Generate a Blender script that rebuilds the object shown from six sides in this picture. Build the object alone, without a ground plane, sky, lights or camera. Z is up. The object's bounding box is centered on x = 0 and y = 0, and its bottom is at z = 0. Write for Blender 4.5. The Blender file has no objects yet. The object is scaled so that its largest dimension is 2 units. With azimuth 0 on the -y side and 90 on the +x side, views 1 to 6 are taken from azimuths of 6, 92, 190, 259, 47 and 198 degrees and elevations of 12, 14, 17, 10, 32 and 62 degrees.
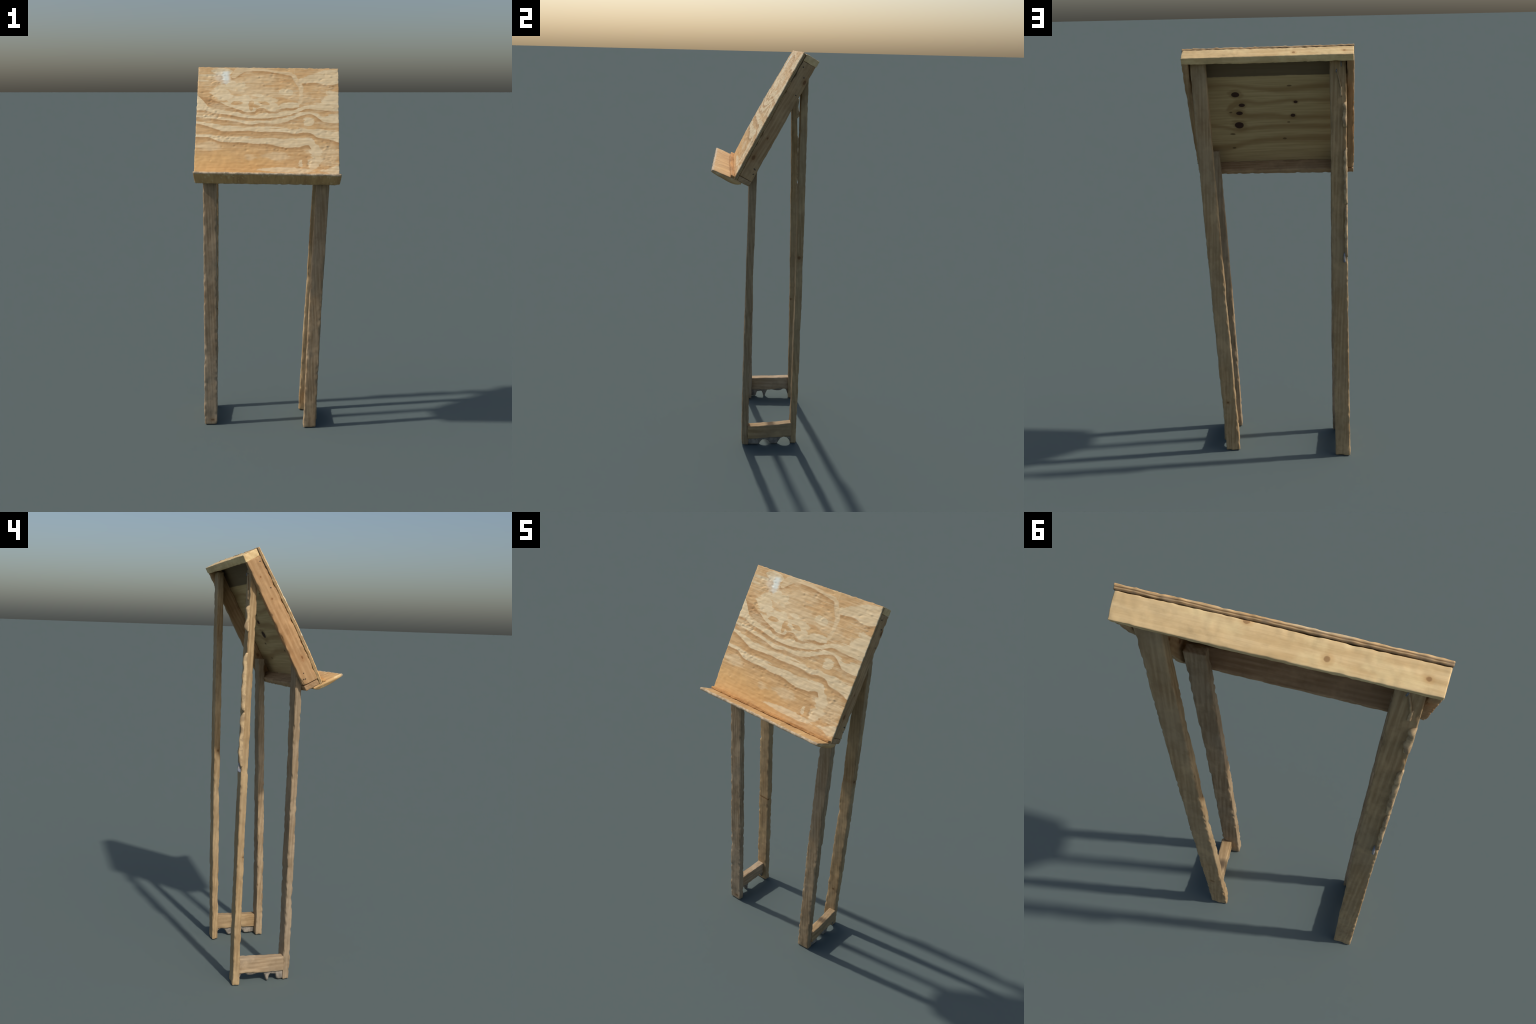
# Weathered wooden lectern: slanted plywood desk in a timber frame, ledge, four lumber legs, two stretchers.
import bpy, math, random
from mathutils import Vector, Matrix, noise

random.seed(7)
V = Vector

# ------------------------------------------------------------------ frames
# desk frame: a = right, b = up the slope, n = out of the face (metres)
DESK_C = V((-0.00775, 0.015, 1.704))
RIGHT = V((0.99622, 0.08623, -0.01045)).normalized()
UP = V((-0.03115, 0.46695, 0.88374))
UP = (UP - RIGHT * UP.dot(RIGHT)).normalized()
OUT = RIGHT.cross(UP)
DESK = Matrix((RIGHT, UP, OUT)).transposed().to_4x4()
DESK.translation = DESK_C
A0, A1, B0, B1 = -0.379, 0.386, -0.326, 0.3285      # plywood outline
PLY = 0.015                                        # plywood thickness
RAIL_T, DEPTH = 0.031, 0.081                       # rail thickness, back of the rails
YAW = math.radians(5)

# ------------------------------------------------------------------ node helper
class Nodes:
    def __init__(self, name):
        self.mat = bpy.data.materials.new(name)
        self.mat.use_nodes = True
        self.t = self.mat.node_tree
        self.t.nodes.clear()
        self.coord = self.new("ShaderNodeTexCoord").outputs["Object"]
        s = self.new("ShaderNodeSeparateXYZ")
        self.link(self.coord, s.inputs[0])
        self.x, self.y, self.z = s.outputs

    def new(self, kind):
        return self.t.nodes.new(kind)

    def link(self, a, b):
        self.t.links.new(a, b)

    def put(self, value, socket):
        if isinstance(value, (int, float)):
            socket.default_value = value
        elif isinstance(value, tuple):
            socket.default_value = (*value, 1) if len(socket.default_value) == 4 and len(value) == 3 else value
        else:
            self.link(value, socket)

    def math(self, op, a, b=0.0, c=0.0, clamp=False):
        n = self.new("ShaderNodeMath")
        n.operation, n.use_clamp = op, clamp
        for v, s in zip((a, b, c), n.inputs):
            self.put(v, s)
        return n.outputs[0]

    def add(self, a, b): return self.math("ADD", a, b)
    def sub(self, a, b): return self.math("SUBTRACT", a, b)
    def mul(self, a, b): return self.math("MULTIPLY", a, b)
    def maxi(self, a, b): return self.math("MAXIMUM", a, b)

    def ramp(self, v, lo, hi, smooth=True, to=(0.0, 1.0)):
        n = self.new("ShaderNodeMapRange")
        n.interpolation_type = "SMOOTHSTEP" if smooth else "LINEAR"
        n.clamp = True
        for val, key in ((v, "Value"), (lo, "From Min"), (hi, "From Max"), (to[0], "To Min"), (to[1], "To Max")):
            self.put(val, n.inputs[key])
        return n.outputs["Result"]

    def curve(self, v, points):
        n = self.new("ShaderNodeFloatCurve")
        c = n.mapping.curves[0]
        pts = [(min(max(p[0], 0), 1), p[1]) for p in points]
        if pts[0][0] > 0: pts.insert(0, (0.0, pts[0][1]))
        if pts[-1][0] < 1: pts.append((1.0, pts[-1][1]))
        while len(c.points) < len(pts):
            c.points.new(0.5, 0.5)
        for p, q in zip(c.points, pts):
            p.location = q
            p.handle_type = "AUTO_CLAMPED"
        n.mapping.update()
        self.put(v, n.inputs["Value"])
        return n.outputs["Value"]

    def noise(self, scale, stretch=(1, 1, 1), detail=3.0, rough=0.5, shift=(0, 0, 0), distortion=0.0):
        m = self.new("ShaderNodeMapping")
        m.inputs["Scale"].default_value = stretch
        m.inputs["Location"].default_value = shift
        self.link(self.coord, m.inputs["Vector"])
        n = self.new("ShaderNodeTexNoise")
        self.link(m.outputs[0], n.inputs["Vector"])
        n.inputs["Scale"].default_value = scale
        n.inputs["Detail"].default_value = detail
        n.inputs["Roughness"].default_value = rough
        n.inputs["Distortion"].default_value = distortion
        return n.outputs["Fac"]

    def mix(self, fac, a, b, blend="MIX"):
        n = self.new("ShaderNodeMix")
        n.data_type, n.blend_type = "RGBA", blend
        self.put(fac, n.inputs[0])
        self.put(a, n.inputs[6])
        self.put(b, n.inputs[7])
        return n.outputs[2]

    def ellipse(self, p, q, cp, cq, rp, rq, warp=None, soft=0.18):
        dp = self.math("DIVIDE", self.sub(p, cp), rp)
        dq = self.math("DIVIDE", self.sub(q, cq), rq)
        d = self.math("SQRT", self.add(self.mul(dp, dp), self.mul(dq, dq)))
        if warp is not None:
            d = self.add(d, warp)
        return self.ramp(d, 1 + soft, 1 - soft)

    def finish(self, colour, rough=0.75, bump=None, strength=0.3, distance=0.001):
        b = self.new("ShaderNodeBsdfPrincipled")
        o = self.new("ShaderNodeOutputMaterial")
        self.put(colour, b.inputs["Base Color"])
        self.put(rough, b.inputs["Roughness"])
        b.inputs["Specular IOR Level"].default_value = 0.25
        if bump is not None:
            n = self.new("ShaderNodeBump")
            n.inputs["Strength"].default_value = strength
            n.inputs["Distance"].default_value = distance
            self.link(bump, n.inputs["Height"])
            self.link(n.outputs[0], b.inputs["Normal"])
        self.link(b.outputs[0], o.inputs[0])
        return self.mat


# ------------------------------------------------------------------ materials
# growth bands on the face of the plywood: (u across, v up, half width), all 0..1 of the sheet
BAND_HOLLOW = [(0.0, .671, .072), (.048, .642, .046), (.089, .605, .021), (.194, .58, .018), (.286, .56, .02), (.377, .54, .015),
               (.469, .554, .024), (.566, .565, .023), (.697, .603, .018), (.761, .637, .017), (.794, .646, .02), (.893, .649, .035),
               (.958, .675, .063), (1, .692, .081)]
BAND_UPPER = [(0, .545, .010), (.097, .535, .010), (.177, .522, .012), (.274, .505, .010), (.379, .483, .012), (.438, .495, .012),
              (.535, .497, .017), (.6, .512, .02), (.664, .537, .018), (.73, .571, .017), (.794, .589, .013), (.847, .565, .018),
              (.899, .531, .025), (.95, .54, .038), (1, .546, .042)]
BAND_MIDDLE = [(0, .489, .012), (.067, .469, .015), (.132, .449, .021), (.211, .428, .022), (.341, .428, .018), (.471, .425, .021),
               (.6, .426, .021), (.697, .414, .018), (.75, .425, .018), (.794, .422, .018), (.86, .402, .038), (.937, .391, .042), (1, .375, .049)]
BAND_LOWER = [(0, .369, .012), (.084, .366, .015), (.149, .342, .02), (.214, .334, .023), (.311, .332, .026), (.408, .325, .026),
              (.537, .323, .031), (.634, .308, .037), (.717, .317, .041), (.782, .331, .037), (.82, .291, .049), (.847, .258, .033), (.885, .251, 0), (1, .252, 0)]
BAND_CREST = [(0, .902, 0), (.225, .914, 0), (.265, .949, .043), (.304, .975, .031), (.363, .989, .015), (.436, .986, .012),
              (.529, .972, .010), (.609, .954, .012), (.675, .935, .017), (.702, .894, .026), (.729, .877, 0), (1, .882, 0)]
BAND_CORNER = [(0, .897, 0), (.716, .908, 0), (.722, .885, .018), (.745, .890, .03), (.794, .903, .036), (.861, .914, .052), (.927, .918, .073), (1, .932, .065)]
BAND_RISER = [(.62, .69, .015), (.638, .697, .016), (.689, .729, .016), (.74, .735, .015), (.783, .735, .014), (.834, .729, .017), (.868, .712, .02), (.929, .688, .014), (.95, .688, 0)]
BAND_HOOK = [(0, .738, 0), (.039, .705, .015), (.093, .672, .036), (.153, .642, .032), (.206, .623, .020), (.286, .594, .014), (.364, .574, .010), (.404, .575, .010),
             (.435, .605, .012), (.468, .611, .012), (.507, .585, .010), (.547, .583, .010), (.599, .609, .010), (.697, .623, .008), (.735, .643, 0), (1, .651, 0)]
HALF_TONES = [(-.047, .170, .165, .033), (-.123, .191, .10, .028), (.118, .166, .04, .034), (.307, -.183, .073, .069), (.033, -.203, .098, .021), (-.312, -.149, .059, .021)]
PALE_PATCHES = [(-.186, .091, .075, .028), (-.105, .070, .044, .019), (.034, .094, .045, .033), (.094, .094, .059, .02), (.348, .142, .045, .049),
                (-.254, .173, .041, .045), (-.194, .213, .03, .025), (-.144, .208, .038, .028), (-.233, .146, .046, .022), (-.151, .113, .065, .042),
                (-.126, .075, .035, .022), (-.006, .11, .06, .041), (.029, .077, .03, .025), (.098, .183, .037, .018), (.129, .095, .039, .019),
                (-.057, .159, .025, .008), (-.338, .276, .046, .01), (-.352, .245, .03, .006), (-.242, .302, .05, .017), (.223, -.002, .023, .021),
                (.263, -.184, .029, .064), (.248, -.237, .029, .042), (.131, -.278, .166, .011), (.374, -.272, .044, .021), (.189, -.238, .02, .016)]
TAN_SPOTS = [(-.166, .108, .027, .011), (-.011, .11, .03, .011), (-.086, .092, .012, .025), (.199, -.238, .012, .021)]
BACK_BANDS = [  # brown summer-wood bands of the back veneer
    [(0.0, .70, .02), (.2, .69, .025), (.45, .665, .025), (.55, .68, .018), (.67, .70, .016), (.76, .715, .014), (1, .70, .03)],
    [(0.0, .565, .018), (.15, .57, .018), (.38, .575, .014), (.45, .565, .014), (.57, .555, .014), (.69, .575, .018), (.75, .53, .03), (.8, .5, .001), (1, .5, .001)],
    [(0.0, .42, .02), (.15, .42, .02), (.4, .42, .025), (.5, .44, .025), (.64, .445, .025), (.72, .47, .04), (.8, .48, .001), (1, .48, .001)],
    [(0.0, .335, .02), (.15, .34, .02), (.4, .345, .02), (.59, .345, .018), (.72, .32, .014), (.78, .345, .014), (.9, .375, .018), (1, .38, .02)],
    [(0.0, .225, .03), (.15, .235, .03), (.42, .235, .025), (.6, .22, .025), (.67, .21, .02), (.8, .17, .03), (1, .16, .03)]]
BACK_KNOTS = [(.170, .088, .016, .011), (.145, .028, .013, .008), (.160, -.017, .014, .0085), (.168, -.085, .019, .0145), (-.108, .037, .0085, .006), (-.092, -.039, .010, .0075)]
BACK_FLECKS = [(.201, -.010, .008, .0045), (.205, -.217, .008, .0045), (.203, -.135, .011, .005), (-.046, -.172, .008, .005), (-.083, .129, .01, .004), (-.069, -.077, .005, .003)]


# the sheet bows forward off its frame, most at lower left: amplitude tables over a and b
BOW_A = [(-.379, .62), (-.30, .86), (-.2, 1.0), (-.05, .93), (.08, .72), (.2, .48), (.3, .28), (.386, .06)]
BOW_B = [(-.326, .62), (-.27, .82), (-.18, .97), (-.08, 1.0), (.05, .79), (.15, .48), (.25, .19), (.326, 0.0)]


def lerp_table(table, t):
    if t <= table[0][0]: return table[0][1]
    for (t0, y0), (t1, y1) in zip(table, table[1:]):
        if t <= t1:
            f = (t - t0) / max(t1 - t0, 1e-9)
            return y0 + (y1 - y0) * f
    return table[-1][1]


def smooth_table(table, t, h=.05):
    return sum(lerp_table(table, t + h * k / 3) for k in range(-3, 4)) / 7


_bow = {}
def bow(a, b):
    ka, kb = round(a, 3), round(b, 3)
    if ka not in _bow: _bow[ka] = smooth_table(BOW_A, ka)
    if ("b", kb) not in _bow: _bow["b", kb] = smooth_table(BOW_B, kb)
    return 0.0185 * _bow[ka] * _bow["b", kb]


def bow_front(p):
    """Rails stay put at the back and follow the sheet at the front."""
    f = min(1, max(0, (p.z + DEPTH) / (DEPTH - PLY)))
    p.z += bow(p.x, p.y) * f * f
    return p


def ply_material():
    N = Nodes("plywood_veneer")
    u = N.ramp(N.x, -0.378, 0.385, smooth=False)
    v = N.ramp(N.y, -0.325, 0.325, smooth=False)
    ba = N.curve(u, [((t + .378) / .763, smooth_table(BOW_A, t)) for t in [-.378 + .763 * i / 16 for i in range(17)]])
    bb = N.curve(v, [((t + .325) / .65, smooth_table(BOW_B, t)) for t in [-.325 + .65 * i / 16 for i in range(17)]])
    layer = N.sub(N.z, N.mul(N.mul(ba, bb), 0.0185))          # depth inside the sheet
    fine = N.noise(45, (0.35, 1.6, 1), 5, 0.62)
    mid = N.noise(16, (0.6, 1.3, 1), 4, 0.55, (3, 1, 0))
    jitter = N.add(N.mul(N.sub(fine, 0.5), 0.022), N.mul(N.sub(mid, 0.5), 0.018))
    vj = N.add(v, jitter)
    uj = N.add(u, jitter)

    fibre = N.noise(75, (0.16, 1.5, 1), 5, 0.7, (5, 3, 1))
    below = []

    def band(points, along, across, soft=0.004, fray=0.0):
        centre = N.curve(along, [(p[0], p[1]) for p in points])
        half = N.mul(N.curve(along, [(p[0], min(p[2] * 10, 1)) for p in points]), 0.1)
        rise = N.sub(across, centre)
        if fray:       # upper rim dissolves into fibres, lower rim stays crisp with dark summer wood under it
            rise = N.add(rise, N.mul(N.mul(N.sub(fibre, 0.5), fray), N.ramp(rise, 0.0, 0.01)))
            under = N.sub(N.mul(rise, -1.0), half)
            below.append(N.mul(N.mul(N.ramp(under, 0.036, 0.0), N.ramp(under, -0.004, 0.002)), N.ramp(half, 0.002, 0.008)))
        return N.ramp(N.sub(N.math("ABSOLUTE", rise), half), soft, -soft)

    pale = band(BAND_HOLLOW, u, vj, 0.004, 0.06)
    for b, weight in ((BAND_UPPER, 1.0), (BAND_MIDDLE, 1.0), (BAND_LOWER, 1.0), (BAND_CREST, 0.62), (BAND_CORNER, 0.9)):
        pale = N.maxi(pale, N.mul(band(b, u, vj, 0.005, 0.07), weight))
    pale = N.maxi(pale, N.mul(N.mul(band(BAND_RISER, v, uj, 0.006), 0.72), N.ramp(v, 0.615, 0.635)))
    warp = N.add(N.add(N.mul(N.sub(mid, 0.5), 2.4), N.mul(N.sub(fine, 0.5), 0.9)), N.mul(N.sub(fibre, 0.5), 0.7))
    for cp, cq, rp, rq in PALE_PATCHES:
        pale = N.maxi(pale, N.ellipse(N.x, N.y, cp, cq, rp * 1.08, rq * 1.08, warp, 0.12))
    for cp, cq, rp, rq in TAN_SPOTS:
        pale = N.mul(pale, N.sub(1.0, N.ellipse(N.x, N.y, cp, cq, rp, rq, warp, 0.12)))
    hook = band(BAND_HOOK, u, vj, 0.003)
    pale = N.mul(pale, N.sub(1.0, hook))
    for cp, cq, rp, rq in HALF_TONES:
        pale = N.maxi(pale, N.mul(N.ellipse(N.x, N.y, cp, cq, rp, rq, N.mul(warp, 1.3), 0.35), 0.55))
    # streaky spring/summer wood inside each zone
    streak = N.noise(60, (0.10, 1.8, 1), 4, 0.65, (7, 2, 0))
    blotch = N.noise(7, (0.8, 1.4, 1), 3, 0.5, (1, 9, 0))
    haze = N.mul(N.ramp(N.add(blotch, N.mul(N.sub(fibre, 0.5), 0.8)), 0.48, 0.66), N.ramp(N.y, -0.12, 0.02))   # half-tone spring wood
    pale = N.maxi(pale, N.mul(haze, 0.48))
    tan = N.mix(N.ramp(streak, 0.32, 0.70), (0.61, 0.358, 0.150), (0.77, 0.510, 0.248))
    tan = N.mix(N.mul(N.ramp(mid, 0.5, 0.72), 0.40), tan, (0.80, 0.535, 0.250))
    warm = N.mul(N.ramp(N.add(N.y, N.mul(N.sub(blotch, 0.5), 0.2)), -0.10, -0.26), N.ramp(N.x, 0.25, -0.1))  # orange tint painted low on the face: light bounced up from the ledge
    tan = N.mix(N.mul(warm, 0.55), tan, (0.83, 0.490, 0.178))
    shade = below[0]
    for b in below[1:]:
        shade = N.maxi(shade, b)
    shade = N.maxi(shade, N.mul(hook, 0.9))
    tan = N.mix(N.mul(shade, 0.62), tan, (0.42, 0.215, 0.078))
    cream = N.mix(N.ramp(streak, 0.3, 0.7), (0.76, 0.575, 0.325), (0.90, 0.725, 0.455))
    face = N.mix(N.mul(pale, 0.95), tan, cream)
    # darker outline where a pale band meets the summer wood above it
    # white stain
    stain = N.maxi(N.ellipse(N.x, N.y, -.226, .266, .022, .034, warp, 0.45), N.mul(N.ellipse(N.x, N.y, -.250, .268, .034, .034, warp, 0.5), 0.35))
    face = N.mix(N.mul(stain, 0.95), face, (0.86, 0.88, 0.77))
    # back veneer
    b_fine = N.noise(50, (0.07, 2.0, 1), 4, 0.6, (2, 5, 3))
    back = N.mix(N.ramp(b_fine, 0.3, 0.7), (0.49, 0.335, 0.150), (0.62, 0.445, 0.220))
    brown = None
    for pts in BACK_BANDS:
        m = band(pts, u, N.add(v, N.mul(N.sub(mid, 0.5), 0.02)), 0.018)
        brown = m if brown is None else N.maxi(brown, m)
    back = N.mix(N.mul(brown, 0.65), back, (0.33, 0.190, 0.070))
    for cp, cq, rp, rq in BACK_KNOTS:
        back = N.mix(N.mul(N.ellipse(N.x, N.y, cp, cq, rp * 1.9, rq * 2.1, warp, 0.35), 0.45), back, (0.26, 0.15, 0.055))
        back = N.mix(N.ellipse(N.x, N.y, cp, cq, rp * 1.15, rq * 1.25, N.mul(warp, 0.15), 0.1), back, (0.060, 0.026, 0.016))
    for cp, cq, rp, rq in BACK_FLECKS:
        back = N.mix(N.mul(N.ellipse(N.x, N.y, cp, cq, rp, rq, warp, 0.3), 0.75), back, (0.11, 0.06, 0.025))
    dark_strip = N.ramp(N.add(N.y, N.mul(N.sub(mid, 0.5), 0.012)), 0.183, 0.188)        # sharp-edged dark strip under the head rail
    back = N.mix(N.mul(dark_strip, 0.85), back, (0.105, 0.072, 0.042))
    # laminated edge
    ply = N.noise(12, (1, 1, 0.1), 2)
    lam = N.math("SINE", N.mul(N.add(layer, N.mul(N.sub(ply, 0.5), 0.007)), 2 * math.pi / 0.0052))
    edge = N.mix(N.ramp(lam, -0.5, 0.6), (0.25, 0.145, 0.062), (0.52, 0.35, 0.175))
    edge = N.mix(N.mul(N.ramp(N.noise(35), 0.5, 0.7), 0.6), edge, (0.28, 0.20, 0.12))
    col = N.mix(N.ramp(layer, -0.0046, -0.0030), edge, face)
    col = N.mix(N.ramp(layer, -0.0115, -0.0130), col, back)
    return N.finish(col, 0.7, N.add(N.mul(streak, 0.7), N.mul(fine, 0.6)), 0.28, 0.0013)


def lumber(name, axis, pale, dark, grey, grey_amount=0.4, ring=1.0, seed=0.0, knots=(), hide=None, contrast=1.0):
    """Softwood: streaks along `axis`, growth lines, weathered patches, knots (p, q, rp, rq, planes)."""
    N = Nodes(name)
    long = {"x": (0.06, 1, 1), "y": (1, 0.06, 1), "z": (1, 1, 0.06)}[axis]
    s = (seed * 3.1, seed * 1.7, seed * 2.3)
    streak = N.noise(110, long, 4, 0.6, s)
    m = N.new("ShaderNodeMapping")
    m.inputs["Scale"].default_value = {"x": (0.05, 1, 1), "y": (1, 0.05, 1), "z": (1, 1, 0.05)}[axis]
    m.inputs["Location"].default_value = s
    N.link(N.coord, m.inputs["Vector"])
    w = N.new("ShaderNodeTexWave")
    w.wave_type, w.bands_direction = "BANDS", "DIAGONAL"
    N.link(m.outputs[0], w.inputs["Vector"])
    w.inputs["Scale"].default_value = 34 * ring
    w.inputs["Distortion"].default_value = 5.0
    w.inputs["Detail"].default_value = 2.0
    w.inputs["Detail Scale"].default_value = 0.8
    grain = N.add(N.mul(streak, 0.72), N.mul(w.outputs["Fac"], 0.16))
    col = N.mix(N.mul(N.ramp(grain, 0.25, 0.70), contrast), dark, pale)
    patch = N.noise(5.0, {"x": (.5, 1, 1), "y": (1, .5, 1), "z": (1, 1, .45)}[axis], 3, 0.55, (s[1] + 4, s[2], s[0]))
    col = N.mix(N.mul(N.ramp(patch, 0.40, 0.62), grey_amount), col, grey)
    mott = N.noise(14, {"x": (.6, 1, 1), "y": (1, .6, 1), "z": (1, 1, .6)}[axis], 4, 0.6, (s[0] + 7, s[1] + 5, s[2]))
    col = N.mix(N.mul(N.ramp(mott, 0.50, 0.66), 0.38), col, tuple(min(1, c * 1.22) for c in pale))
    col = N.mix(N.mul(N.ramp(mott, 0.46, 0.34), 0.35), col, tuple(c * 0.80 for c in dark))
    blot = N.noise(22, (1, 1, 1), 4, 0.6, (s[2], s[0] + 2, s[1]))
    col = N.mix(N.mul(N.ramp(blot, 0.50, 0.75), 0.30), col, tuple(c * 0.62 for c in dark))
    for p, q, rp, rq, planes in knots:
        P = {"x": N.x, "y": N.y, "z": N.z}
        kw = N.mul(N.sub(blot, 0.5), 2.0)
        ring_m = N.ellipse(P[planes[0]], P[planes[1]], p, q, rp * 2.0, rq * 2.0, kw, 0.5)
        core = N.ellipse(P[planes[0]], P[planes[1]], p, q, rp, rq, kw, 0.25)
        col = N.mix(N.mul(ring_m, 0.40), col, tuple(c * k for c, k in zip(dark, (0.85, 0.68, 0.5))))
        col = N.mix(N.mul(core, 0.70), col, tuple(c * k for c, k in zip(dark, (0.42, 0.30, 0.24))))
    return N.finish(col, 0.8, N.add(streak, N.mul(blot, 0.5)), 0.4, 0.0015)


def plain(name, a, b, scale=60, rough=0.8, metallic=0.0):
    N = Nodes(name)
    col = N.mix(N.ramp(N.noise(scale), 0.35, 0.65), a, b)
    m = N.finish(col, rough, N.noise(scale * 2), 0.3, 0.001)
    m.node_tree.nodes["Principled BSDF"].inputs["Metallic"].default_value = metallic
    return m


# ------------------------------------------------------------------ geometry helpers
def axis_ticks(lo, hi, step, r):
    inner = max(1, round((hi - lo - 2 * r) / step))
    t = [lo, lo + r * 0.3, lo + r * 0.65]
    t += [lo + r + (hi - lo - 2 * r) * i / inner for i in range(inner + 1)]
    return t + [hi - r * 0.65, hi - r * 0.3, hi]


def rounded_box(box, step, r):
    """Closed box surface as a fine grid with rounded edges: (verts, normals, edge nearness, quads)."""
    (x0, x1), (y0, y1), (z0, z1) = box
    if not isinstance(step, tuple): step = (step,) * 3
    T = [axis_ticks(lo, hi, s, r) for (lo, hi), s in zip(box, step)]
    n = [len(t) for t in T]
    index, raw, quads = {}, [], []

    def vid(k):
        if k not in index:
            index[k] = len(raw)
            raw.append(V((T[0][k[0]], T[1][k[1]], T[2][k[2]])))
        return index[k]

    for ax in range(3):
        p, q = (ax + 1) % 3, (ax + 2) % 3
        for side in (0, n[ax] - 1):
            for i in range(n[p] - 1):
                for j in range(n[q] - 1):
                    ring = []
                    for di, dj in ((0, 0), (1, 0), (1, 1), (0, 1)):
                        k = [0, 0, 0]
                        k[ax], k[p], k[q] = side, i + di, j + dj
                        ring.append(vid(tuple(k)))
                    quads.append(ring if side else ring[::-1])
    lo, hi = V((x0, y0, z0)), V((x1, y1, z1))
    verts, normals, near = [], [], []
    reach = 0.015
    for c in raw:
        core = V([min(max(c[i], lo[i] + r), hi[i] - r) for i in range(3)])
        d = c - core
        nrm = d.normalized() if d.length > 1e-9 else V((0, 0, 1))
        verts.append(core + nrm * r)
        normals.append(nrm)
        e = sorted(min(c[i] - lo[i], hi[i] - c[i]) for i in range(3))
        near.append(max(0.0, 1 - e[1] / reach))
    return verts, normals, near, quads


def make_object(name, verts, quads, mat, parent, matrix=None, smooth=True):
    me = bpy.data.meshes.new(name)
    me.from_pydata([tuple(v) for v in verts], [], quads)
    me.validate()
    me.polygons.foreach_set("use_smooth", [smooth] * len(me.polygons))
    me.materials.append(mat)
    ob = bpy.data.objects.new(name, me)
    bpy.context.scene.collection.objects.link(ob)
    ob.parent = parent
    if matrix is not None:
        ob.matrix_local = parent.matrix_local.inverted() @ matrix if parent.matrix_local != Matrix() else matrix
    return ob


def rough_timber(name, box, mat, parent, matrix, step=0.007, r=0.003, seed=0.0, lump=0.0012, ripple=0.0007, chip=0.004,
                 chip_scale=45.0, warp=None, extra=None):
    verts, normals, near, quads = rounded_box(box, step, r)
    o = V((seed * 7.3, seed * 3.7, seed * 5.1))
    out = []
    for v, nrm, e in zip(verts, normals, near):
        d = lump * noise.noise(v * 14 + o) + ripple * noise.noise(v * 70 + o)
        g = noise.noise(v * chip_scale + o * 2)
        d -= chip * e * e * max(0.0, g - 0.05)
        if extra: d += extra(v, nrm, e)
        p = v + nrm * d
        if warp: p = warp(p)
        out.append(p)
    return make_object(name, out, quads, mat, parent, matrix)


def tube(name, points, radius, mat, parent, matrix, sides=8):
    """Round wire through points, closed at both ends."""
    verts, quads = [], []
    for i, p in enumerate(points):
        t = (points[min(i + 1, len(points) - 1)] - points[max(i - 1, 0)]).normalized()
        a = t.cross(V((0.3, 1, 0.2))).normalized()
        b = t.cross(a)
        for k in range(sides):
            w = 2 * math.pi * k / sides
            verts.append(p + (a * math.cos(w) + b * math.sin(w)) * radius)
    for i in range(len(points) - 1):
        for k in range(sides):
            k2 = (k + 1) % sides
            quads.append([i * sides + k, i * sides + k2, (i + 1) * sides + k2, (i + 1) * sides + k])
    quads += [list(range(sides))[::-1], [(len(points) - 1) * sides + k for k in range(sides)]]
    return make_object(name, verts, quads, mat, parent, matrix)


# ------------------------------------------------------------------ root
root = bpy.data.objects.new("wooden_lectern", None)
bpy.context.scene.collection.objects.link(root)
root["label"] = "weathered wooden lectern, slanted plywood desk on four thin legs"
root["category"] = "reading stand"

# ------------------------------------------------------------------ desk
PALE_PINE, DARK_PINE, GREY_PINE = (0.60, 0.385, 0.195), (0.43, 0.245, 0.105), (0.46, 0.33, 0.19)
m_ply = ply_material()
m_side_l = lumber("pine_side_board", "y", (0.56, 0.335, 0.160), (0.41, 0.215, 0.088), (0.47, 0.315, 0.165), 0.35, 0.8, 1.3,
                  knots=[(-0.178, -0.0305, 0.0085, 0.0045, "yz"), (0.215, -0.052, .0035, .003, "yz"), (0.11, -0.046, .003, .003, "yz")])
m_side_r = lumber("pine_side_board_knotty", "y", (0.52, 0.335, 0.170), (0.37, 0.215, 0.098), (0.43, 0.31, 0.17), 0.4, 1.2, 2.9,
                  knots=[(-0.192, -0.032, 0.011, 0.0075, "yz"), (-0.085, -0.045, .006, .004, "yz"), (0.215, -0.068, .008, .005, "yz")])
m_head = lumber("pine_head_board", "x", (0.90, 0.66, 0.345), (0.70, 0.475, 0.220), (0.80, 0.61, 0.335), 0.4, 0.55, 4.2,
                knots=[(0.075, -0.018, 0.008, 0.005, "xz"), (-0.115, -0.058, .007, .006, "xz"), (-0.335, -0.050, .007, .006, "xz")], contrast=0.8)
m_foot = lumber("pine_foot_board", "x", (0.50, 0.325, 0.175), (0.34, 0.20, 0.095), (0.42, 0.30, 0.175), 0.4, 1.0, 5.5)


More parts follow.
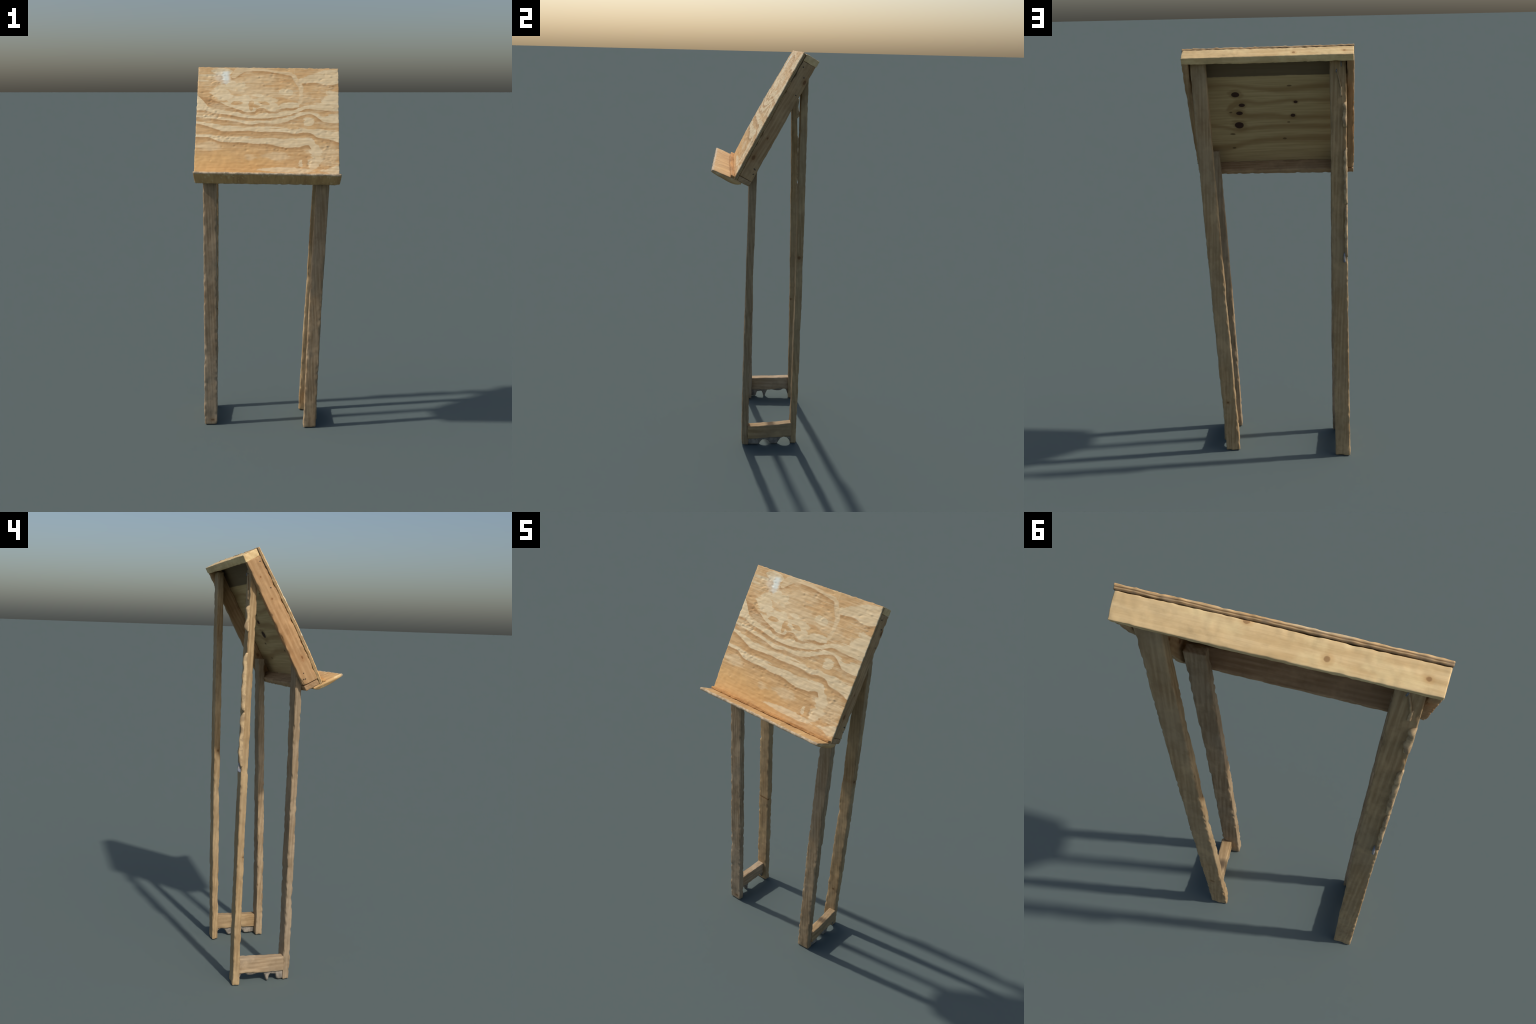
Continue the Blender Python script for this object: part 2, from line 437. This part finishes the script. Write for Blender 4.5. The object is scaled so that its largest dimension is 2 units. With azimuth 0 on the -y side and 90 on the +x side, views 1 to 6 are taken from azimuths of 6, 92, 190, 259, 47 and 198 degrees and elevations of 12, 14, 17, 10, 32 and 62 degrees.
def ledge_material():
    """Warm veneer with the grain across the ledge, torn pale flecks, and a bare grey-cream worn front edge."""
    N = Nodes("ledge_veneer")
    streak = N.noise(70, (1, 1, 0.10), 4, 0.6)
    slow = N.noise(18, (1, 1, 0.25), 3, 0.5, (4, 2, 8))
    col = N.mix(N.ramp(N.add(N.mul(streak, 0.45), N.mul(slow, 0.55)), 0.34, 0.64), (0.50, 0.295, 0.125), (0.70, 0.450, 0.200))
    fleck = N.mul(N.ramp(N.noise(40, (1, 1, 0.4), 4, 0.65, (9, 1, 2)), 0.56, 0.66), 0.7)
    col = N.mix(fleck, col, (0.80, 0.62, 0.34))
    grey = N.ramp(N.add(N.z, N.mul(N.sub(N.noise(40), 0.5), 0.012)), 0.1005, 0.106)
    col = N.mix(N.mul(grey, 0.8), col, N.mix(N.ramp(N.noise(60), 0.4, 0.62), (0.42, 0.33, 0.22), (0.66, 0.53, 0.36)))
    return N.finish(col, 0.75, N.add(streak, fleck), 0.4, 0.0015)


m_ledge = ledge_material()

# clusters of shallow dents and blisters on the face: (a, b, spread a, spread b, count)
DENT_CLUSTERS = [(-.30, .03, .07, .035, 46), (-.30, .12, .05, .06, 34), (-.22, -.10, .12, .03, 36), (.32, -.18, .05, .09, 50), (.02, -.15, .14, .03, 26),
                 (-.27, .25, .08, .05, 26), (.10, .22, .06, .05, 16), (.30, .23, .07, .05, 20), (.22, -.22, .06, .05, 18), (0, 0, .36, .3, 60)]
dents = []
rng = random.Random(21)
for ca, cb, sa, sb, n in DENT_CLUSTERS:
    for i in range(n):
        dents.append((ca + rng.gauss(0, .55) * sa, cb + rng.gauss(0, .55) * sb, rng.uniform(.004, .010), rng.uniform(.0025, .005), rng.choice((-1, -1, 1)) * rng.uniform(.0010, .0027)))
cells = {}
for d in dents:
    for i in range(-1, 2):
        for j in range(-1, 2):
            cells.setdefault((math.floor(d[0] / .02) + i, math.floor(d[1] / .02) + j), []).append(d)


def face_relief(v, nrm, e):
    if nrm.z < 0.5: return 0.0
    h = 0.0
    for ca, cb, ra, rb, amp in cells.get((math.floor(v.x / .02), math.floor(v.y / .02)), ()):
        q = ((v.x - ca) / ra) ** 2 + ((v.y - cb) / rb) ** 2
        if q < 4: h += amp * math.exp(-q * 1.5)
    h += 0.0012 * noise.noise(V((v.x * 9, v.y * 22, 3))) + 0.0011 * noise.noise(V((v.x * 40, v.y * 75, 8)))
    return h


def ply_outline(p):
    # lumpy sawn outline; the upper corner stands a little proud
    w = 0.0026
    if p.x < A0 + 0.02 or p.x > A1 - 0.02: p.x += w * noise.noise(V((p.y * 55, 4.0, p.z * 60)))
    if p.y > B1 - 0.02:
        p.y += .0022 * noise.noise(V((p.x * 17, 3.0, 1.0))) + w * 1.3 * noise.noise(V((p.x * 45, 9.0, p.z * 60))) + 0.0035 * max(0, 1 - abs(p.x - A0) / 0.04)
    p.z += bow(p.x, p.y)
    return p


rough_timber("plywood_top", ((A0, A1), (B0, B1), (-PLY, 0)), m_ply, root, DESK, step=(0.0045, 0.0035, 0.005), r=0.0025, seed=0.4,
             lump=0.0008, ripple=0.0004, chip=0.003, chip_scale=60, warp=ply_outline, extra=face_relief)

gap = 0.0004
rough_timber("head_rail", ((A0 + .002, A1 - .004), (B1 - RAIL_T - .002, B1 + .0008), (-DEPTH - .003, -PLY - gap)), m_head, root, DESK, r=.0035, seed=1.9, chip=.0045, chip_scale=42, lump=.0022, ripple=.0012)
rough_timber("foot_rail", ((A0 + .002, A1 - .003), (B0 + .001, B0 + RAIL_T - .003), (-DEPTH + .002, -PLY - gap)), m_foot, root, DESK, r=.005, seed=2, chip=.010, lump=.002, warp=bow_front)
for i, (lo, hi, m) in enumerate(((A0 + .001, A0 + RAIL_T, m_side_l), (A1 - RAIL_T, A1 - .002, m_side_r))):
    rough_timber("side_rail", ((lo, hi), (B0 + RAIL_T - .002, B1 - RAIL_T - .001), (-DEPTH + .001, -PLY - gap)), m, root, DESK, r=.0035, seed=3 + i, chip=.012, chip_scale=40, lump=.0022, warp=bow_front)

# ledge: thin board nailed under the foot rail, sticking out of the face; profile (n, b)
def ledge_profile():
    top = [(-.040, -.0015), (-.02, -.001), (0, -.001), (.03, -.002), (.06, -.0038), (.09, -.006), (.106, -.0075)]
    tip = [(.1095, -.0095), (.1105, -.014), (.109, -.0195)]
    low = [(.09, -.022), (.06, -.0245), (.03, -.026), (.005, -.026), (-.015, -.0235), (-.03, -.018), (-.041, -.009)]
    return top + tip + low


prof = ledge_profile()
fine_prof = []
for (n0, b0), (n1, b1) in zip(prof, prof[1:] + prof[:1]):
    k = max(1, round(math.hypot(n1 - n0, b1 - b0) / 0.008))
    fine_prof += [(n0 + (n1 - n0) * i / k, b0 + (b1 - b0) * i / k) for i in range(k)]
L0, L1, cols = -0.374, 0.388, 130
verts, quads, m = [], [], len(fine_prof)
for c in range(cols + 1):
    a = L0 + (L1 - L0) * c / cols
    endr = min(c, cols - c)
    shrink = 0.8 if endr == 0 else 1.0
    sag = 0.004 * ((a - L0) / (L1 - L0))
    for n, b in fine_prof:
        cn, cb = 0.035, -0.0115
        q = V((a, n, b))
        jn = (.0028 * noise.noise(V((a * 24, 5, 1))) + .0022 * noise.noise(V((a * 42, b * 40, 1)))) * (n > .1) + .0010 * noise.noise(V((a * 50, n * 50, 2)))
        jb = .0016 * noise.noise(V((a * 22, n * 25, 6 + 3 * (b < -.012)))) + .0008 * noise.noise(V((a * 70, n * 70, 4)))
        verts.append(V((a, B0 + .0035 + cb + (b - cb) * shrink + jb - sag * max(0, n / .11), cn + (n - cn) * (0.99 if endr == 0 else 1) + jn)))
for c in range(cols):
    for k in range(m):
        k2 = (k + 1) % m
        quads.append([c * m + k, c * m + k2, (c + 1) * m + k2, (c + 1) * m + k])
quads += [list(range(m))[::-1], [cols * m + k for k in range(m)]]
make_object("ledge", verts, quads, m_ledge, root, DESK)

# thin laminated strip in the corner between ledge and face
m_strip = lumber("strip_edge", "x", (0.68, 0.37, 0.135), (0.38, 0.185, 0.062), (0.55, 0.34, 0.15), 0.3, 2.2, 8.8)
def strip_warp(p):
    t = (p.x - A0) / (A1 - A0)
    grow = 0.75 + 0.25 * noise.noise(V((p.x * 14, 2, 2)))
    p.y = B0 + (p.y - B0) * grow
    p.z += bow(p.x, B0)
    return p
rough_timber("corner_strip", ((A0 + .001, A1 - .003), (B0 + .0035, B0 + .019), (.0007, .019)), m_strip, root, DESK, step=(.006, .004, .004), r=.002, seed=9, lump=.0018, ripple=.0016, chip=.006, chip_scale=70, warp=strip_warp)

# ------------------------------------------------------------------ legs
# foot centre x,y ; head centre x,y,z ; width ; depth ; yaw
LEGS = [dict(z=(0, .5, 1, 1.5), x=(-.3173, -.3125, -.3095, -.3078), y=(-.0618, -.065, -.0677, -.0695), w=.0735, d=.0315, yaw=6.8, seed=11, chip=.014),
        dict(z=(0, .5, 1, 1.498), x=(.2449, .2601, .2803, .3037), y=(-.0412, -.0372, -.0285, -.0182), w=.070, d=.034, yaw=6.5, seed=12, chip=.014),
        dict(z=(0, .65, 1.3, 1.93), x=(.2022, .2345, .2664, .2948), y=(.2067, .2116, .2111, .2083), w=.0695, d=.0325, yaw=6, seed=13, chip=.012),
        dict(z=(0, .65, 1.3, 1.933), x=(-.3565, -.3445, -.335, -.3255), y=(.186, .1774, .1652, .1501), w=.073, d=.0325, yaw=3.5, seed=14, chip=.011)]


def through(zs, vs, z):
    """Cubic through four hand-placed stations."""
    t = 0.0
    for i in range(4):
        k = vs[i]
        for j in range(4):
            if j != i: k *= (z - zs[j]) / (zs[i] - zs[j])
        t += k
    return t


LEG_LOOK = [((0.43, 0.320, 0.200), (0.27, 0.188, 0.108), (0.38, 0.305, 0.215)),
            ((0.44, 0.320, 0.190), (0.28, 0.188, 0.102), (0.38, 0.300, 0.205)),
            ((0.49, 0.340, 0.178), (0.32, 0.205, 0.098), (0.41, 0.31, 0.185)),
            ((0.49, 0.340, 0.175), (0.32, 0.203, 0.095), (0.42, 0.315, 0.188))]
LEG_KNOTS = [[(.01, .03, .010, .006, "xz")],
             [(-.018, 1.06, .004, .003, "yz")],
             [(0.004, 1.44, .010, .006, "xz"), (.018, .27, .006, .005, "xz"), (-.004, 1.02, .008, .009, "yz"), (.02, 1.73, .003, .003, "xz"), (.022, 1.63, .003, .003, "xz")],
             [(-.02, .62, .006, .004, "yz"), (.012, 1.60, .005, .004, "yz")]]
leg_objects = []
for spec, look, knots in zip(LEGS, LEG_LOOK, LEG_KNOTS):
    fx, fy, hz = spec["x"][0], spec["y"][0], spec["z"][3]
    s = spec["seed"]
    mat = lumber("leg_lumber_%d" % s, "z", *look, 0.45, 1.1, s * 0.77, knots)
    yaw = Matrix.Rotation(math.radians(spec["yaw"]), 3, "Z").inverted()

    def axis(z, spec=spec, yaw=yaw, fx=fx, fy=fy):
        return yaw @ V((through(spec["z"], spec["x"], z) - fx, through(spec["z"], spec["y"], z) - fy, 0))

    def bend(p, axis=axis, s=s):
        z = p.z
        lean = axis(z)
        k = 1 + .02 * noise.noise(V((z * 6, s, 0)))
        q = V((p.x * k + lean.x + .0016 * noise.noise(V((z * 5, s * 3.1, 1))), p.y * k + lean.y + .0013 * noise.noise(V((z * 5.5, s * 1.7, 7))), max(z, .0004)))
        return q

    def scallop(v, nrm, e, s=s, hz=hz):
        low = min(1, max(0.15, 1.25 - v.z / hz * 1.1))                  # rougher towards the foot
        return low * (.0026 * noise.noise(V((v.x * 25, v.y * 25, v.z * 14 + s))) + .0034 * noise.noise(V((v.x * 40, v.y * 40, v.z * 27 + s))) * (0.2 + .8 * e) * min(1, max(.15, .5 + 1.6 * noise.noise(V((v.z * 5, s, 3))))))

    w, d = spec["w"], spec["d"]
    mtx = Matrix.Translation((fx, fy, 0)) @ Matrix.Rotation(math.radians(spec["yaw"]), 4, "Z")
    ob = rough_timber("leg", ((-w / 2, w / 2), (-d / 2, d / 2), (0.0005, hz)), mat, root, mtx, step=(.005, .005, .0065), r=.0045, seed=s,
                      lump=.0009, ripple=.0005, chip=spec["chip"], chip_scale=38, warp=bend, extra=scallop)
    leg_objects.append((ob, axis, mtx, spec))

# ------------------------------------------------------------------ torn waney edge and bent nails on the tall leg
leg, leg_axis, leg_mtx, spec = leg_objects[3]
m_bark = plain("splintered_edge", (0.60, 0.43, 0.235), (0.36, 0.25, 0.14), 40)
m_tape = plain("grey_blue_tape", (0.22, 0.24, 0.30), (0.36, 0.33, 0.29), 60)
m_iron = plain("grey_iron", (0.16, 0.16, 0.17), (0.30, 0.30, 0.31), 300, 0.5, 0.6)
# each run: z low, z high, inner x (from the leg's outer corner), bulge
for k, (z0, z1, width, bulge, mat) in enumerate([(1.775, 1.820, .012, .007, m_bark), (1.640, 1.752, .023, .014, m_bark), (1.292, 1.548, .021, .019, m_bark),
                                                 (1.040, 1.284, .018, .017, m_bark), (1.012, 1.062, .011, .015, m_tape)]):
    rows, ring = max(8, round((z1 - z0) / .006)), 14
    verts, quads = [], []
    shift = {0: .020, 4: .012}.get(k, 0.0)
    for i in range(rows + 1):
        t = i / rows
        z = z0 + (z1 - z0) * t
        swell = min(1, t * 6 + .25, (1 - t) * 9 + .25)
        swell *= 0.78 + 0.5 * noise.noise(V((z * 22, k, 3)))
        wd = width * (0.8 + 0.3 * noise.noise(V((z * 45, k, 8)))) * min(1, .4 + (1 - t) * 8)
        cx = -spec["w"] / 2 + wd / 2 + shift - .001
        cy = spec["d"] / 2
        for j in range(ring):
            ang = 2 * math.pi * j / ring
            c, sn = math.cos(ang), math.sin(ang)
            rr = 1 + .28 * noise.noise(V((c * 2, sn * 2, z * 32 + k)))
            x = cx + wd / 2 * rr * math.copysign(abs(c) ** .7, c)
            y = cy + (bulge * swell * rr * abs(sn) ** .7 if sn > 0 else -.006 * abs(sn))
            verts.append(V((x, y, z)) + leg_axis(z))
    for i in range(rows):
        for j in range(ring):
            j2 = (j + 1) % ring
            quads.append([i * ring + j, i * ring + j2, (i + 1) * ring + j2, (i + 1) * ring + j])
    quads += [list(range(ring))[::-1], [rows * ring + j for j in range(ring)]]
    sp = make_object("tape_scrap" if mat is m_tape else "splinter", verts, quads, mat, leg, None)


def on_leg(x, y, z):
    return V((x, y, z)) + leg_axis(z)


back = spec["d"] / 2
tube("bent_nail", [on_leg(-.014, back - .004, 1.935), on_leg(-.014, back + .008, 1.933), on_leg(-.0145, back + .010, 1.92), on_leg(-.015, back + .009, 1.905)], .0025, m_iron, leg, None)
tube("bent_nail", [on_leg(.004, back - .003, 1.888), on_leg(.005, back + .007, 1.893), on_leg(.007, back + .009, 1.886), on_leg(.008, back + .008, 1.880)], .0025, m_iron, leg, None)
tube("loose_fibre", [on_leg(.004, back + .001, 1.885), on_leg(-.001, back + .004, 1.865), on_leg(-.006, back + .003, 1.845), on_leg(-.011, back + .003, 1.815)], .0028, m_bark, leg, None)

# ------------------------------------------------------------------ stretchers with clods of soil hanging underneath
m_str = lumber("stretcher_lumber", "y", (0.50, 0.365, 0.225), (0.33, 0.225, 0.125), (0.40, 0.32, 0.225), 0.5, 0.8, 3.3)
m_str2 = lumber("stretcher_lumber_warm", "y", (0.47, 0.325, 0.170), (0.32, 0.205, 0.098), (0.38, 0.28, 0.17), 0.4, 0.8, 9.3)
m_soil = plain("dried_soil", (0.20, 0.175, 0.145), (0.33, 0.285, 0.225), 50)
STRETCH = [dict(p=(-.339, -.048), q=(-.3595, .168), top=(.117, .123), bottom=(.044, .05), t=.041, mat=m_str, seed=21,
                low=[(0, .002), (.09, .001), (.13, .004), (.15, .028), (.28, .031), (.31, .016), (.325, .0005), (.375, .0005), (.39, .016), (.43, .038), (.55, .041), (.70, .034), (.80, .036), (.90, .052), (.95, .04), (.985, .020), (1, .012)]),
           dict(p=(.2625, -.022), q=(.2285, .196), top=(.106, .119), bottom=(.036, .043), t=.043, mat=m_str2, seed=22,
                low=[(0, .001), (.10, .0005), (.26, .0005), (.275, .008), (.33, .024), (.40, .026), (.47, .018), (.52, .003), (.545, .0005), (.685, .0005), (.71, .010), (.76, .030), (.84, .037), (.92, .032), (.97, .018), (1, .004)])]
for sp in STRETCH:
    p, q = V((*sp["p"], 0)), V((*sp["q"], 0))
    ln = (q - p).length
    ang = math.atan2(q.y - p.y, q.x - p.x) - math.pi / 2
    mtx = Matrix.Translation(p) @ Matrix.Rotation(ang, 4, "Z")
    (t0, t1), (b0, b1) = sp["top"], sp["bottom"]

    def tilt(v, t0=t0, t1=t1, b0=b0, b1=b1, ln=ln):
        f = v.y / ln
        lo, hi = b0 + (b1 - b0) * f, t0 + (t1 - t0) * f
        return V((v.x, v.y, lo + (hi - lo) * v.z / .07))
    st = rough_timber("stretcher", ((-sp["t"] / 2, sp["t"] / 2), (-.004, ln + .004), (0, .07)), sp["mat"], root, mtx, step=.005, r=.004,
                      seed=sp["seed"], lump=.0022, ripple=.0008, chip=.006, chip_scale=40, warp=tilt)
    rows, ring = 90, 16
    verts, quads = [], []
    for i in range(rows + 1):
        f = i / rows
        lowz = lerp_table(sp["low"], f) 
        topz = b0 + (b1 - b0) * f + .006
        lowz = min(lowz, topz - .004)
        half = sp["t"] * (.30 + .10 * noise.noise(V((f * 9, sp["seed"], 1))))
        for j in range(ring):
            w = 2 * math.pi * j / ring
            c, sn = math.cos(w), math.sin(w)
            foot = 1 + .5 * (sn < 0) * max(0, 1 - lowz / .004)
            x = half * foot * math.copysign(abs(c) ** .6, c) * (1 + .12 * noise.noise(V((f * 30, c, sn + sp["seed"]))))
            z = (topz + lowz) / 2 + (topz - lowz) / 2 * math.copysign(abs(sn) ** .6, sn)
            verts.append(V((x, f * ln, max(z, .0003))))
    for i in range(rows):
        for j in range(ring):
            j2 = (j + 1) % ring
            quads.append([i * ring + j2, i * ring + j, (i + 1) * ring + j, (i + 1) * ring + j2])
    quads += [list(range(ring)), [rows * ring + j for j in range(ring)][::-1]]
    make_object("soil_clod", verts, quads, m_soil, st, None)

# ------------------------------------------------------------------ nail heads in the rails (desk frame)
m_nail = plain("dark_nail", (0.035, 0.03, 0.028), (0.07, 0.06, 0.055), 400, 0.5, 0.3)
head = None
for a, b, n, side in [(A1, .272, -.030, 1), (A1, .232, -.056, 1), (A1, .147, -.062, 1), (A1, -.238, -.060, 1), (A1, -.240, -.066, 1), (A1, -.262, -.068, 1),
                      (A0, .275, -.026, -1), (A0, .235, -.050, -1), (A0, .155, -.030, -1), (A0, -.245, -.055, -1), (A0, -.270, -.066, -1), (A0, -.272, -.058, -1)]:
    x = a - .0022 * side
    if head is None:
        head = tube("nail_head", [V((-.002, 0, 0)), V((.002, 0, 0))], .0027, m_nail, root, DESK @ Matrix.Translation((x, b, n)))
    else:
        o = head.copy()
        bpy.context.scene.collection.objects.link(o)
        o.matrix_local = DESK @ Matrix.Translation((x, b, n))
